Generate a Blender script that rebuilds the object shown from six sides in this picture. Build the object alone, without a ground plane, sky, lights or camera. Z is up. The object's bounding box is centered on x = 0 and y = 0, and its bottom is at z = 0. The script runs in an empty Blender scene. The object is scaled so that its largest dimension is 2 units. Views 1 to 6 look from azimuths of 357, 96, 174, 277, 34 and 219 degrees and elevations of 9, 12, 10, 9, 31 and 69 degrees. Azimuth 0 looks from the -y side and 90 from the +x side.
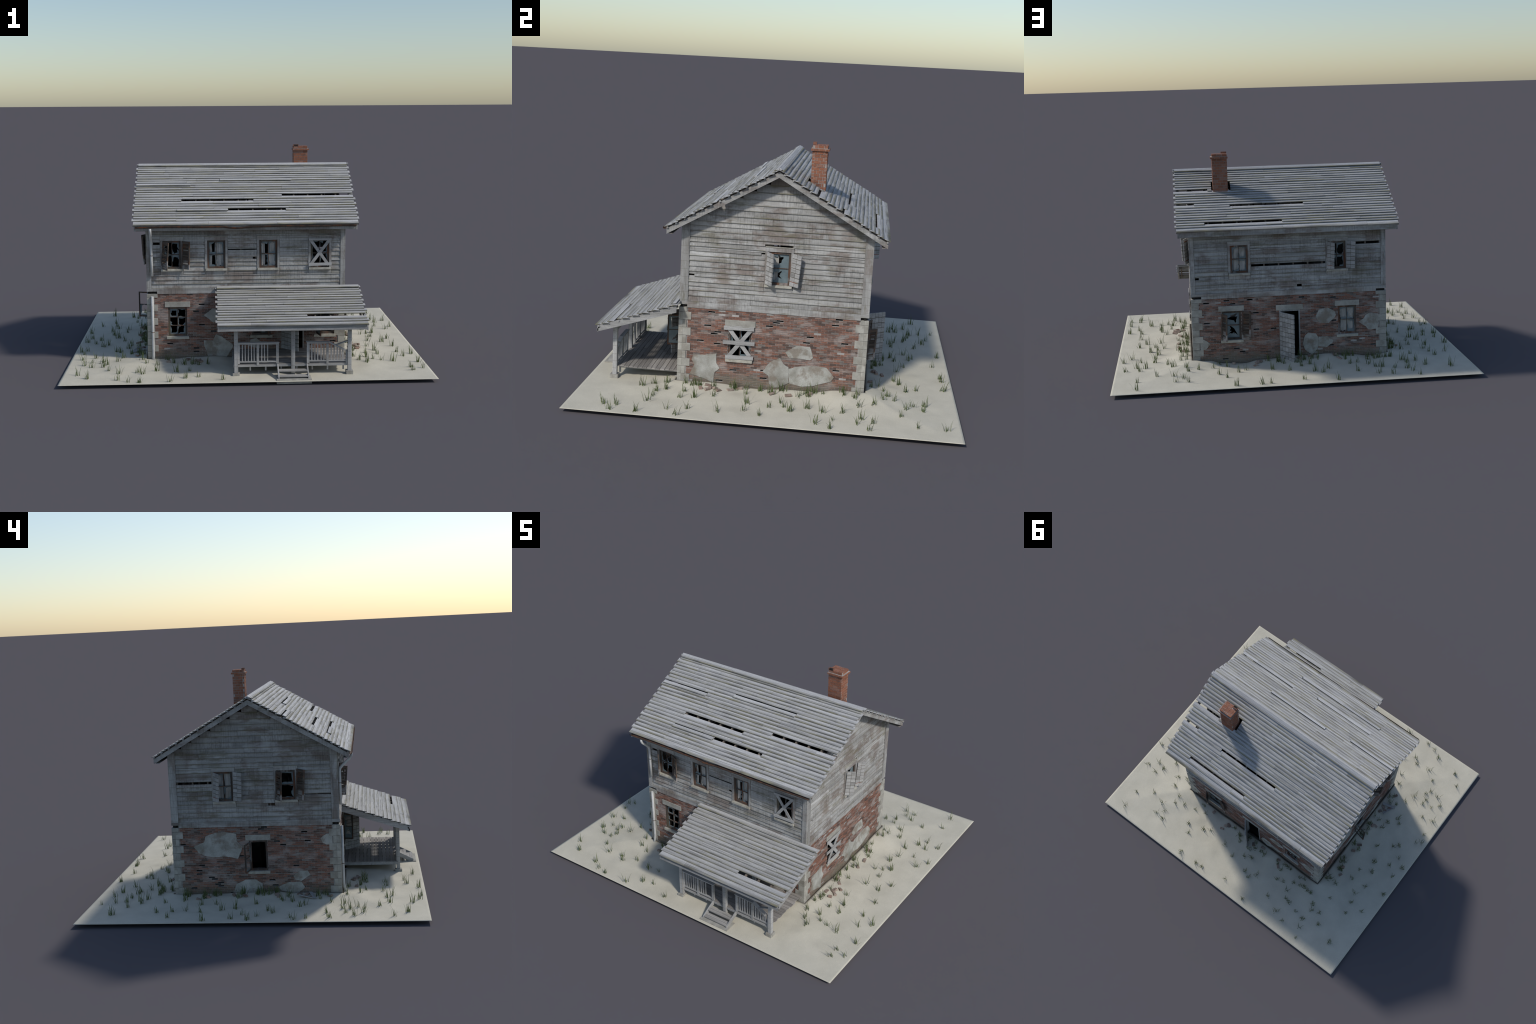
# Abandoned two-storey house: brick ground floor, weathered clapboard upper floor,
# plank gable roof, porch with railing and steps, on a square sheet of sand with grass.
import bpy, math, random
from mathutils import Vector, Matrix, noise

rnd = random.Random(11)
XW, YW = 0.556, 0.451            # outer wall planes
SLOPE = math.atan(0.573)         # main roof pitch
TAN = 0.573

# ------------------------------------------------------------------ geometry helpers
class Geo:
    def __init__(self):
        self.v, self.f, self.mi, self.m = [], [], [], 0

    def hexa(self, p):
        """8 points, 0-3 one face, 4-7 the opposite one in the same order."""
        p = [Vector(q) for q in p]
        vol = (p[1] - p[0]).cross(p[3] - p[0]).dot(p[4] - p[0])
        b = len(self.v)
        self.v += [tuple(q) for q in p]
        fs = [(0, 3, 2, 1), (4, 5, 6, 7), (0, 1, 5, 4), (1, 2, 6, 5), (2, 3, 7, 6), (3, 0, 4, 7)]
        for q in fs:
            q = q if vol > 0 else q[::-1]
            self.f.append(tuple(b + i for i in q))
            self.mi.append(self.m)

    def box(self, lo, hi):
        x0, y0, z0 = lo
        x1, y1, z1 = hi
        self.hexa([(x0, y0, z0), (x1, y0, z0), (x1, y1, z0), (x0, y1, z0),
                   (x0, y0, z1), (x1, y0, z1), (x1, y1, z1), (x0, y1, z1)])

    def beam(self, a, b, w, h, up=(0, 0, 1)):
        """square beam from a to b, w wide, h high"""
        a, b = Vector(a), Vector(b)
        d = (b - a).normalized()
        s = d.cross(Vector(up)).normalized()
        t = s.cross(d)
        c = [(-w / 2, -h / 2), (w / 2, -h / 2), (w / 2, h / 2), (-w / 2, h / 2)]
        self.hexa([a + s * i + t * j for i, j in c] + [b + s * i + t * j for i, j in c])

    def prism(self, front, back):
        """closed n-sided prism between two equal polygons"""
        n, b = len(front), len(self.v)
        self.v += [tuple(q) for q in front] + [tuple(q) for q in back]
        nrm = sum(((Vector(front[i])).cross(Vector(front[(i + 1) % n])) for i in range(n)), Vector())
        flip = nrm.dot(Vector(front[0]) - Vector(back[0])) < 0
        fs = [tuple(range(n)), tuple(range(2 * n - 1, n - 1, -1))]
        fs += [(i, n + i, n + (i + 1) % n, (i + 1) % n) for i in range(n)]
        for q in fs:
            self.f.append(tuple(b + i for i in (q[::-1] if flip else q)))


def empty(name, parent=None):
    o = bpy.data.objects.new(name, None)
    bpy.context.scene.collection.objects.link(o)
    o.parent = parent
    return o


def make(name, geo, mat, parent=None, bevel=0, smooth=False, kind=None):
    me = geo
    if isinstance(geo, Geo):
        me = bpy.data.meshes.new(name)
        me.from_pydata(geo.v, [], geo.f)
        for m in (mat if isinstance(mat, list) else [mat]):
            me.materials.append(m)
        if any(geo.mi) and len(geo.mi) == len(me.polygons):
            me.polygons.foreach_set("material_index", geo.mi)
        if smooth:
            me.polygons.foreach_set("use_smooth", [True] * len(me.polygons))
    o = bpy.data.objects.new(name, me)
    bpy.context.scene.collection.objects.link(o)
    o.parent = parent
    if bevel:
        b = o.modifiers.new("rounded_edges", "BEVEL")
        b.width, b.segments, b.limit_method = bevel, 2, "ANGLE"
    if kind:
        o["kind"] = kind
    return o


class Wall:
    """u along the wall, z up, n outward"""
    def __init__(self, side, half):
        self.side, self.half = side, half

    def __call__(self, u, z, n=0.0):
        return {"front": (u, -YW - n, z), "back": (u, YW + n, z),
                "right": (XW + n, u, z), "left": (-XW - n, u, z)}[self.side]

    def slab(self, g, u0, u1, z0, z1, n0, n1, lean=0.0, tilt=0.0):
        """n0 inner, n1 outer; lean pulls the top inwards, tilt drops the far end"""
        g.hexa([self(u0, z0, n0), self(u1, z0 + tilt, n0), self(u1, z1 + tilt, n0 - lean), self(u0, z1, n0 - lean),
                self(u0, z0, n1), self(u1, z0 + tilt, n1), self(u1, z1 + tilt, n1 - lean), self(u0, z1, n1 - lean)])

    def u_axis(self):
        return Vector(self(1, 0)) - Vector(self(0, 0))

    def n_axis(self):
        return Vector(self(0, 0, 1)) - Vector(self(0, 0))


WALLS = {s: Wall(s, h) for s, h in (("front", XW), ("back", XW), ("right", YW), ("left", YW))}


def minus(rect, holes):
    """rectangle minus rectangles -> strips (u0, u1, z0, z1)"""
    U0, U1, Z0, Z1 = rect
    zs = sorted({Z0, Z1} | {min(max(z, Z0), Z1) for h in holes for z in h[2:4]})
    out = []
    for za, zb in zip(zs, zs[1:]):
        if zb - za < 1e-5:
            continue
        zm, cur = (za + zb) / 2, U0
        for a, b in sorted((h[0], h[1]) for h in holes if h[2] < zm < h[3]):
            if a > cur + 1e-5:
                out.append((cur, min(a, U1), za, zb))
            cur = max(cur, b)
        if cur < U1 - 1e-5:
            out.append((cur, U1, za, zb))
    return out


# ------------------------------------------------------------------ materials
class Mat:
    def __init__(self, name, rough=0.85):
        self.m = bpy.data.materials.new(name)
        self.m.use_nodes = True
        self.t = self.m.node_tree
        self.t.nodes.clear()
        self.out = self.n("ShaderNodeOutputMaterial")
        self.b = self.n("ShaderNodeBsdfPrincipled")
        self.b.inputs["Roughness"].default_value = rough
        self.b.inputs["Specular IOR Level"].default_value = 0.25
        self.t.links.new(self.b.outputs[0], self.out.inputs[0])

    def n(self, kind, **kw):
        x = self.t.nodes.new(kind)
        for k, v in kw.items():
            setattr(x, k, v)
        return x

    def put(self, sock, v):
        if hasattr(v, "is_linked"):
            self.t.links.new(v, sock)
        else:
            sock.default_value = v

    def coords(self, shift=0.0):
        c = self.n("ShaderNodeTexCoord").outputs["Object"]
        if shift:
            return self.vec("ADD", c, self.vec("SCALE", (17.0, 31.0, 23.0), self.rand(), shift))
        return c

    def vec(self, op, a, b=None, scale=None):
        x = self.n("ShaderNodeVectorMath", operation=op)
        self.put(x.inputs[0], a)
        if op == "SCALE":
            self.put(x.inputs["Scale"], self.math("MULTIPLY", b, scale) if scale else b)
        elif b is not None:
            self.put(x.inputs[1], b)
        return x.outputs[0]

    def rand(self):
        a = self.n("ShaderNodeNewGeometry").outputs["Random Per Island"]
        b = self.n("ShaderNodeObjectInfo").outputs["Random"]
        return self.math("FRACT", self.math("ADD", a, b))

    def math(self, op, a, b=0.0, c=0.0):
        x = self.n("ShaderNodeMath", operation=op)
        for i, v in enumerate((a, b, c)):
            self.put(x.inputs[i], v)
        return x.outputs[0]

    def noise(self, vec, scale, detail=3.0, rough=0.55):
        x = self.n("ShaderNodeTexNoise")
        s = scale if isinstance(scale, tuple) else (scale,) * 3
        self.put(x.inputs["Vector"], self.vec("MULTIPLY", vec, s))
        x.inputs["Scale"].default_value = 1.0
        x.inputs["Detail"].default_value = detail
        x.inputs["Roughness"].default_value = rough
        return x.outputs[0]

    def step(self, v, lo, hi, a=0.0, b=1.0):
        x = self.n("ShaderNodeMapRange", interpolation_type="SMOOTHSTEP")
        for i, q in enumerate((v, lo, hi, a, b)):
            self.put(x.inputs[i], q)
        return x.outputs[0]

    def ramp(self, fac, *stops):
        x = self.n("ShaderNodeValToRGB")
        e = x.color_ramp.elements
        while len(e) < len(stops):
            e.new(0.5)
        for el, (p, c) in zip(e, stops):
            el.position, el.color = p, (*c, 1)
        self.put(x.inputs[0], fac)
        return x.outputs[0]

    def mix(self, fac, a, b, mode="MIX"):
        x = self.n("ShaderNodeMix", data_type="RGBA", blend_type=mode)
        self.put(x.inputs["Factor"], fac)
        for s, v in ((x.inputs[6], a), (x.inputs[7], b)):
            self.put(s, (*v, 1) if isinstance(v, tuple) and len(v) == 3 else v)
        return x.outputs[2]

    def gain(self, col, v):
        return self.mix(1.0, col, self.vec("SCALE", (1.0, 1.0, 1.0), v), "MULTIPLY")

    def bump(self, h, strength, dist):
        x = self.n("ShaderNodeBump")
        x.inputs["Strength"].default_value = strength
        x.inputs["Distance"].default_value = dist
        self.put(x.inputs["Height"], h)
        self.t.links.new(x.outputs[0], self.b.inputs["Normal"])

    def done(self, col):
        self.put(self.b.inputs["Base Color"], (*col, 1) if isinstance(col, tuple) else col)
        return self.m


def along(axis, a, c):
    return tuple(a if i == axis else c for i in "xyz")


def wood(name, axis, dark, light, stain=None, stain_amt=0.0, moss=0.0, streak=0.0, spread=0.16, lap=0.0, edge=(0.30, 0.04), grain=1.0, crack=0.0, rings=0.0):
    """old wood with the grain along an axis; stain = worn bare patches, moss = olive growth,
    lap = moss and painted-in shadow along the lower edge of a lapped board"""
    m = Mat(name, 0.88)
    p = m.coords(1.0)
    still = m.coords()
    tone = m.noise(p, along(axis, 2.2, 24), 4, 0.6)
    col = m.ramp(tone, (0.25, dark), (0.60, light))
    fine = m.noise(p, along(axis, 9, 330), 3, 0.6)
    col = m.gain(col, m.step(fine, 0.3, 0.7, 1 - 0.16 * grain, 1 + 0.10 * grain))
    speck = m.noise(p, along(axis, 140, 420), 2, 0.5)
    col = m.gain(col, m.step(speck, 0.3, 0.7, 1 - 0.12 * grain, 1 + 0.08 * grain))
    if stain:        # paint worn through, in patches that change from board to board
        off = m.vec("ADD", still, m.vec("SCALE", (0.0, 0.0, 1.0), m.rand(), 0.05))
        patch = m.noise(off, along(axis, 7, 15), 4, 0.6)
        col = m.mix(m.math("MULTIPLY", m.step(patch, 0.48, 0.63), stain_amt), col, stain)
        pale = m.noise(m.vec("ADD", off, (4.4, 8.1, 2.3)), along(axis, 8, 17), 4, 0.6)
        col = m.mix(m.math("MULTIPLY", m.step(pale, 0.54, 0.70), 0.45), col, (0.60, 0.60, 0.59))
        green = m.noise(m.vec("ADD", off, (1.7, 3.3, 6.1)), along(axis, 6, 30), 4, 0.6)
        col = m.mix(m.math("MULTIPLY", m.step(green, 0.55, 0.70), 0.6), col, (0.17, 0.155, 0.10))
    if streak:       # rain runs
        run = m.noise(still, (150, 150, 9), 3, 0.65)
        where = m.noise(still, (6, 6, 12), 3, 0.5)
        col = m.gain(col, m.math("SUBTRACT", 1.0, m.math("MULTIPLY", m.step(run, 0.40, 0.70), m.math("MULTIPLY", m.step(where, 0.35, 0.60, 0.25, 1.0), streak))))
    if moss:
        g = m.noise(p, along(axis, 6, 80), 4, 0.65)
        fac = m.math("MULTIPLY", m.step(g, 0.60, 0.74), moss)
        if lap:  # lower-edge moss, darkened to paint in the shadow under each lap
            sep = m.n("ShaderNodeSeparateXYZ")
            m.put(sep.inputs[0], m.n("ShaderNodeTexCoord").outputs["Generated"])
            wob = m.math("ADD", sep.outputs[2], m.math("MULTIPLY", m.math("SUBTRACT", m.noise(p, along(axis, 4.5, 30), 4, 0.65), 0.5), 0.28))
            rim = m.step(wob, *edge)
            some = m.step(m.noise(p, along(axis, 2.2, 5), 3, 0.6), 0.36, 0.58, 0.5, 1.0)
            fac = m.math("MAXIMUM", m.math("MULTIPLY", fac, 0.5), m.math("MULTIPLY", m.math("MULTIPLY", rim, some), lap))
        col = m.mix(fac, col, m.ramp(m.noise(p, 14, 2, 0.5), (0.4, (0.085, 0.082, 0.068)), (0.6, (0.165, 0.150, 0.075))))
    if crack:        # long drying splits that follow the grain
        gen = m.n("ShaderNodeSeparateXYZ")
        m.put(gen.inputs[0], m.n("ShaderNodeTexCoord").outputs["Generated"])
        for at, seed in ((0.62, 1.3), (0.45, 5.9)):
            bend = m.math("MULTIPLY", m.math("SUBTRACT", m.noise(m.vec("ADD", p, (seed, seed, seed)), along(axis, 2.5, 2), 3, 0.5), 0.5), 0.30)
            off = m.math("ABSOLUTE", m.math("SUBTRACT", m.math("ADD", gen.outputs[2], bend), at))
            on = m.step(m.noise(m.vec("ADD", p, (0.0, seed, 2.0)), along(axis, 2.5, 3), 3, 0.6), 0.48, 0.58)
            col = m.mix(m.math("MULTIPLY", m.math("MULTIPLY", m.step(off, 0.035, 0.012), on), crack), col, (0.10, 0.098, 0.085))
    if rings:        # dark lines from wrapped siding texture, no real seams on the upright
        sep = m.n("ShaderNodeSeparateXYZ")
        m.put(sep.inputs[0], still)
        ph = m.math("FRACT", m.math("ADD", m.math("DIVIDE", sep.outputs[2], 0.0375), m.math("MULTIPLY", m.noise(still, 18, 2, 0.5), 0.25)))
        col = m.mix(m.math("MULTIPLY", m.step(ph, 0.07, 0.0), rings), col, (0.11, 0.10, 0.065))
    col = m.gain(col, m.math("ADD", 1.0 - spread * 0.6, m.math("MULTIPLY", m.rand(), spread)))
    m.bump(m.math("ADD", fine, m.math("MULTIPLY", tone, 0.5)), 0.3, 0.001)
    return m.done(col)


ROWS, EAVE_Y = 26, 0.525
SD, SL, SS = (0.235, 0.226, 0.211), (0.435, 0.427, 0.408), (0.20, 0.156, 0.131)
M_SID = {a: wood("weathered_siding_" + a, a, SD, SL, SS, 0.6, 0.4, 0.30, 0.16, grain=0.6, rings=0.55 if a == "z" else 0.0) for a in "xyz"}
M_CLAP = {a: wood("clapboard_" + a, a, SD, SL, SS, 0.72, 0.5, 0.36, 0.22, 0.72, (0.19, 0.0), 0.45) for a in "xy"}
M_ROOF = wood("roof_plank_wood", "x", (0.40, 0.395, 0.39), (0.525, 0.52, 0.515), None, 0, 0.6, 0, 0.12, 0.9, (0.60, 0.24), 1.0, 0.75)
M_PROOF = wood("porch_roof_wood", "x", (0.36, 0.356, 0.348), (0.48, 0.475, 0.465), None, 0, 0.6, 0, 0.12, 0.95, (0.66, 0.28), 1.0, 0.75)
M_GREY = {a: wood("grey_timber_" + a, a, (0.225, 0.22, 0.21), (0.445, 0.437, 0.424), None, 0, 0.6, 0, 0.16, rings=0.7 if a == "z" else 0.0) for a in "xyz"}
M_DECK = wood("deck_wood", "x", (0.17, 0.157, 0.145), (0.36, 0.335, 0.31), None, 0, 0.35, 0, 0.30)
M_BROWN = {a: wood("dark_brown_wood_" + a, a, (0.050, 0.040, 0.033), (0.115, 0.093, 0.078), (0.22, 0.075, 0.03), 0.5, 0.0, 0, 0.3) for a in "xz"}
M_TREAD = wood("stair_wood", "x", (0.19, 0.18, 0.165), (0.40, 0.385, 0.365), None, 0, 0.7, 0, 0.2)
M_STUD = wood("stud_wood", "z", (0.11, 0.092, 0.075), (0.21, 0.175, 0.145))
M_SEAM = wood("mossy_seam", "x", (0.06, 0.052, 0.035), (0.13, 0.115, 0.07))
M_RUST_STRIP = wood("rusty_hinge", "x", (0.14, 0.035, 0.015), (0.28, 0.075, 0.03))


def m_brick(name, wash, dirt, orange):
    m = Mat(name, 0.92)
    p, r = m.coords(), m.rand()
    col = m.ramp(r, (0.0, (0.085, 0.068, 0.060)), (0.22, (0.16, 0.095, 0.075)), (0.5, (0.215, 0.112, 0.083)),
                 (0.72, (0.27, 0.132, 0.092)), (0.87, (0.27, 0.200, 0.170)), (1.0, (0.18, 0.162, 0.148)))
    col = m.mix(orange, col, (0.39, 0.138, 0.066))
    fine = m.noise(p, (260, 260, 500), 3, 0.6)
    col = m.gain(col, m.step(fine, 0.3, 0.7, 0.72, 1.2))
    soot = m.noise(p, (16, 16, 30), 4, 0.65)
    col = m.mix(m.math("MULTIPLY", m.step(soot, 0.55, 0.72), 0.65), col, (0.075, 0.065, 0.06))
    if wash:      # pale efflorescence
        w = m.noise(m.vec("ADD", p, (3.1, 7.7, 1.9)), (9, 9, 17), 5, 0.62)
        col = m.mix(m.math("MULTIPLY", m.step(w, 0.5, 0.68), wash), col, (0.40, 0.345, 0.315))
    if dirt:      # greenish grime creeping up from the sand
        sep = m.n("ShaderNodeSeparateXYZ")
        m.put(sep.inputs[0], p)
        lift = m.math("ADD", sep.outputs[2], m.math("MULTIPLY", m.noise(p, (12, 12, 8), 4, 0.6), -0.12))
        col = m.mix(m.math("MULTIPLY", m.step(lift, 0.05, -0.02), dirt), col, (0.19, 0.165, 0.125))
    m.bump(fine, 0.4, 0.001)
    return m.done(col)


def m_mottled(name, a, b, c, scale, rough=0.9, cfac=0.6, spread=0.12):
    m = Mat(name, rough)
    p = m.coords(0.3)
    col = m.ramp(m.noise(p, scale, 5, 0.6), (0.32, a), (0.66, b))
    col = m.mix(m.math("MULTIPLY", m.step(m.noise(m.vec("ADD", p, (5.0, 2.0, 9.0)), scale * 0.8, 4, 0.62), 0.5, 0.66), cfac), col, c)
    fine = m.noise(p, scale * 22, 3, 0.6)
    col = m.gain(col, m.step(fine, 0.3, 0.7, 0.86, 1.1))
    col = m.gain(col, m.math("ADD", 1 - spread / 2, m.math("MULTIPLY", m.rand(), spread)))
    m.bump(fine, 0.3, 0.001)
    return m.done(col)


M_BRICK = m_brick("old_brick", 0.75, 0.85, 0.03)
M_CHIM = m_brick("chimney_brick", 0.05, 0.0, 0.50)
M_MORTAR = m_mottled("mortar", (0.29, 0.27, 0.25), (0.46, 0.435, 0.41), (0.20, 0.18, 0.155), 14)
M_CMORTAR = m_mottled("chimney_mortar", (0.33, 0.30, 0.27), (0.48, 0.45, 0.42), (0.25, 0.18, 0.15), 40)
M_PLASTER = m_mottled("grey_plaster", (0.27, 0.26, 0.225), (0.48, 0.475, 0.44), (0.22, 0.18, 0.14), 15, 0.9, 0.75, 0.1)
M_STONE = m_mottled("pale_stone", (0.30, 0.287, 0.25), (0.45, 0.435, 0.39), (0.235, 0.21, 0.175), 22, 0.88, 0.5, 0.22)
M_SILL = m_mottled("sill_stone", (0.36, 0.34, 0.29), (0.50, 0.48, 0.415), (0.27, 0.25, 0.20), 30)
M_CLOTH = m_mottled("dirty_curtain", (0.42, 0.405, 0.375), (0.56, 0.54, 0.50), (0.32, 0.29, 0.25), 20)
M_RUST = m_mottled("rusty_gutter", (0.045, 0.035, 0.03), (0.12, 0.075, 0.055), (0.24, 0.08, 0.03), 45, 0.8)
M_PIPE = m_mottled("painted_metal_pipe", (0.50, 0.50, 0.49), (0.60, 0.60, 0.58), (0.42, 0.40, 0.37), 25, 0.55, 0.35)
M_RUBBLE = m_mottled("dusty_brick", (0.21, 0.155, 0.125), (0.36, 0.29, 0.24), (0.24, 0.11, 0.075), 40, 0.92, 0.35, 0.5)

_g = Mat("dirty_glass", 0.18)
_p = _g.coords()
_g.b.inputs["Specular IOR Level"].default_value = 0.5
M_GLASS = _g.done(_g.ramp(_g.noise(_p, 30, 4, 0.6), (0.3, (0.13, 0.175, 0.19)), (0.7, (0.20, 0.25, 0.265))))

_s = Mat("pale_sand", 0.95)
_p = _s.coords()
_f = _s.noise(_p, 420, 3, 0.7)
_c = _s.ramp(_s.noise(_p, (9, 9, 9), 4, 0.6), (0.3, (0.545, 0.51, 0.415)), (0.7, (0.62, 0.58, 0.475)))
_c = _s.gain(_c, _s.step(_f, 0.3, 0.7, 0.88, 1.08))
_s.bump(_s.math("ADD", _f, _s.math("MULTIPLY", _s.noise(_p, (60, 24, 60), 3, 0.5), 1.5)), 0.25, 0.002)
M_SAND = _s.done(_c)

_m = Mat("grass_blade", 0.7)
_p = _m.coords()
_sep = _m.n("ShaderNodeSeparateXYZ")
_m.put(_sep.inputs[0], _p)
_c = _m.mix(_m.rand(), (0.080, 0.115, 0.042), (0.165, 0.195, 0.080))
_c = _m.mix(_m.step(_sep.outputs[2], 0.035, 0.062), _c, (0.24, 0.24, 0.115))
_m.done(_c)
_tr = _m.n("ShaderNodeBsdfTranslucent")
_m.put(_tr.inputs[0], _c)
_mx = _m.n("ShaderNodeMixShader")
_mx.inputs[0].default_value = 0.25
_m.t.links.new(_m.b.outputs[0], _mx.inputs[1])
_m.t.links.new(_tr.outputs[0], _mx.inputs[2])
_m.t.links.new(_mx.outputs[0], _m.out.inputs[0])
M_GRASS = _m.m
M_DARK = m_mottled("painted_darkness", (0.020, 0.018, 0.016), (0.04, 0.036, 0.032), (0.015, 0.013, 0.012), 12)  # near-black colour painting in the darkness of rooms and hollows

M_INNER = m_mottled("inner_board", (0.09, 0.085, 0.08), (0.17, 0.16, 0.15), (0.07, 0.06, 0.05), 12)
M_FILLER = m_mottled("slit_filler_brown", (0.15, 0.132, 0.105), (0.27, 0.24, 0.195), (0.12, 0.10, 0.08), 30)  # brown colour of the added slit filler, darker than the sand

HOUSE = empty("abandoned_house")
HOUSE["label"] = "derelict two-storey house, brick below, grey clapboard above, plank roof"
HOUSE["category"] = "abandoned house"

# ------------------------------------------------------------------ sand
# drift heights read along the foot of each wall: (x, y, z)
DRIFT = [(-.39, -.47, .034), (-.33, -.47, .044), (-.18, -.47, .045), (-.05, -.47, .036), (.2, -.47, .03), (.45, -.47, .036), (.57, -.47, .04),
         (.58, -.27, .043), (.58, -.09, .031), (.58, .16, .040), (.58, .387, .058), (.58, .47, .056),
         (.48, .47, .05), (.38, .47, .030), (.28, .47, .024), (.175, .47, .039), (.07, .47, .043), (-.015, .47, .053), (-.12, .47, .050),
         (-.20, .47, .056), (-.31, .47, .041), (-.48, .47, .029), (-.57, .47, .042),
         (-.58, .23, .042), (-.58, .05, .046), (-.58, -.045, .049), (-.58, -.24, .040), (-.58, -.39, .036), (-.57, -.47, .034)]


def smooth(t):
    t = min(max(t, 0.0), 1.0)
    return t * t * (3 - 2 * t)


def sand_z(x, y):
    e = smooth(min(1.0 - abs(x), 0.896 - abs(y)) / 0.30)
    num = den = 1e-9
    for a, b, z in DRIFT:
        w = 1.0 / ((x - a) ** 2 + (y - b) ** 2 + 0.002) ** 2
        num, den = num + w * z, den + w
    out = max(abs(x) - 0.576, abs(y) - 0.470, 0.0)
    bank = math.exp(-(out / 0.13) ** 1.5)
    dune = noise.noise(Vector((x * 5.2, y * 6.5, 3.1))) * 0.008 + noise.noise(Vector((x * 12, y * 14, 7.7))) * 0.004
    return 0.018 + e * ((num / den - 0.0215) * bank + 0.0055 + dune * smooth(out / 0.06))


HX, HY = 0.5665, 0.4615               # the sand stops just short of the walls


def spread(cuts, step):
    out = []
    for a, b in zip(cuts, cuts[1:]):
        n = max(1, round((b - a) / step))
        out += [a + (b - a) * i / n for i in range(n)]
    return out + [cuts[-1]]


def build_sand():
    g = Geo()
    xs, ys = spread([-1.0, -HX, HX, 1.0], 0.011), spread([-0.896, -HY, HY, 0.896], 0.011)
    ids = {}
    def vid(i, j):
        if (i, j) not in ids:
            ids[i, j] = len(g.v)
            g.v.append((xs[i], ys[j], sand_z(xs[i], ys[j])))
        return ids[i, j]
    for i in range(len(xs) - 1):
        for j in range(len(ys) - 1):
            if abs((xs[i] + xs[i + 1]) / 2) < HX and abs((ys[j] + ys[j + 1]) / 2) < HY:
                continue
            g.f.append((vid(i, j), vid(i + 1, j), vid(i + 1, j + 1), vid(i, j + 1)))
    o = make("sand_ground", g, M_SAND, None, smooth=True)
    s = o.modifiers.new("thickness", "SOLIDIFY")
    s.thickness, s.offset = 0.0012, -1
    o["label"] = "rectangular sheet of pale drifted sand with sparse grass"
    o["category"] = "sand ground"
    return o


SAND = build_sand()

# ------------------------------------------------------------------ windows and doors: where they are
# wall, (u0, u1), (z0, z1)
UP, LOW = (0.549, 0.708), (0.164, 0.331)
WINDOWS = [
    dict(w="front", u=(-.465, -.364), z=UP, cells=(2, 2), glass="broken", shut=[("louvre_torn", 0, 48, 6), ("louvre", 1, 152, 2)]),
    dict(w="front", u=(-.217, -.116), z=UP, cells=(2, 2), glass="broken", curtain=[(.10, .26), (.42, 1.0)]),
    dict(w="front", u=(.0745, .1755), z=UP, cells=(2, 2), glass="broken", curtain=[(.10, .32), (.50, .95)]),
    dict(w="front", u=(.3637, .467), z=UP, cells=(2, 2), glass="broken", boards="upper"),
    dict(w="front", u=(-.441, -.335), z=LOW, cells=(2, 3), glass="broken"),
    dict(w="front", u=(.031, .137), z=LOW, cells=(2, 3), glass="broken", sash=(1, 82, .055)),
    dict(w="front", u=(.392, .496), z=LOW, cells=(0, 0), glass="none", sash=(0, 80, .085)),
    dict(w="right", u=(-.039, .070), z=UP, cells=(1, 2), glass="star", curtain=[(.05, .45)], shut=[("plank", 0, 50, 3), ("plank", 1, 150, 5)]),
    dict(w="right", u=(-.210, -.099), z=(.170, .331), cells=(2, 2), glass="broken", boards="lower"),
    dict(w="back", u=(.229, .329), z=UP, cells=(2, 2), glass="broken", curtain=[(.05, .48), (.5, .97)]),
    dict(w="back", u=(-.328, -.227), z=UP, cells=(2, 2), glass="broken", shut=[("plank", 1, 50, 3), ("plank", 0, 155, 2)]),
    dict(w="back", u=(.279, .388), z=LOW, cells=(1, 2), glass="star", shut=[("louvre", 1, 55, 3), ("louvre", 0, 160, 2)]),
    dict(w="back", u=(-.384, -.278), z=LOW, cells=(2, 2), glass="broken", curtain=[(.05, .52), (.5, .85)]),
    dict(w="left", u=(.108, .208), z=UP, cells=(2, 2), glass="broken", curtain=[(.05, .47), (.5, .97)], shut=[("plank", 1, 50, 4), ("plank", 0, 152, 3)]),
    dict(w="left", u=(-.226, -.127), z=UP, cells=(1, 2), glass="broken", shut=[("louvre_torn", 1, 50, 4), ("louvre", 0, 150, 5)]),
    dict(w="left", u=(-.063, .036), z=LOW, cells=(0, 0), glass="none", sash=(1, 103, .087)),
]
DOORS = [dict(w="back", u=(-.058, .061), z=(.03, .322), hinge=1, open=52), dict(w="front", u=(.197, .326), z=(.083, .322), hinge=0, open=45)]

# ------------------------------------------------------------------ brick storey
BAND0, BAND1 = 0.408, 0.438
BRICK_L, BRICK_H = 0.0330, 0.0097
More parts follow.
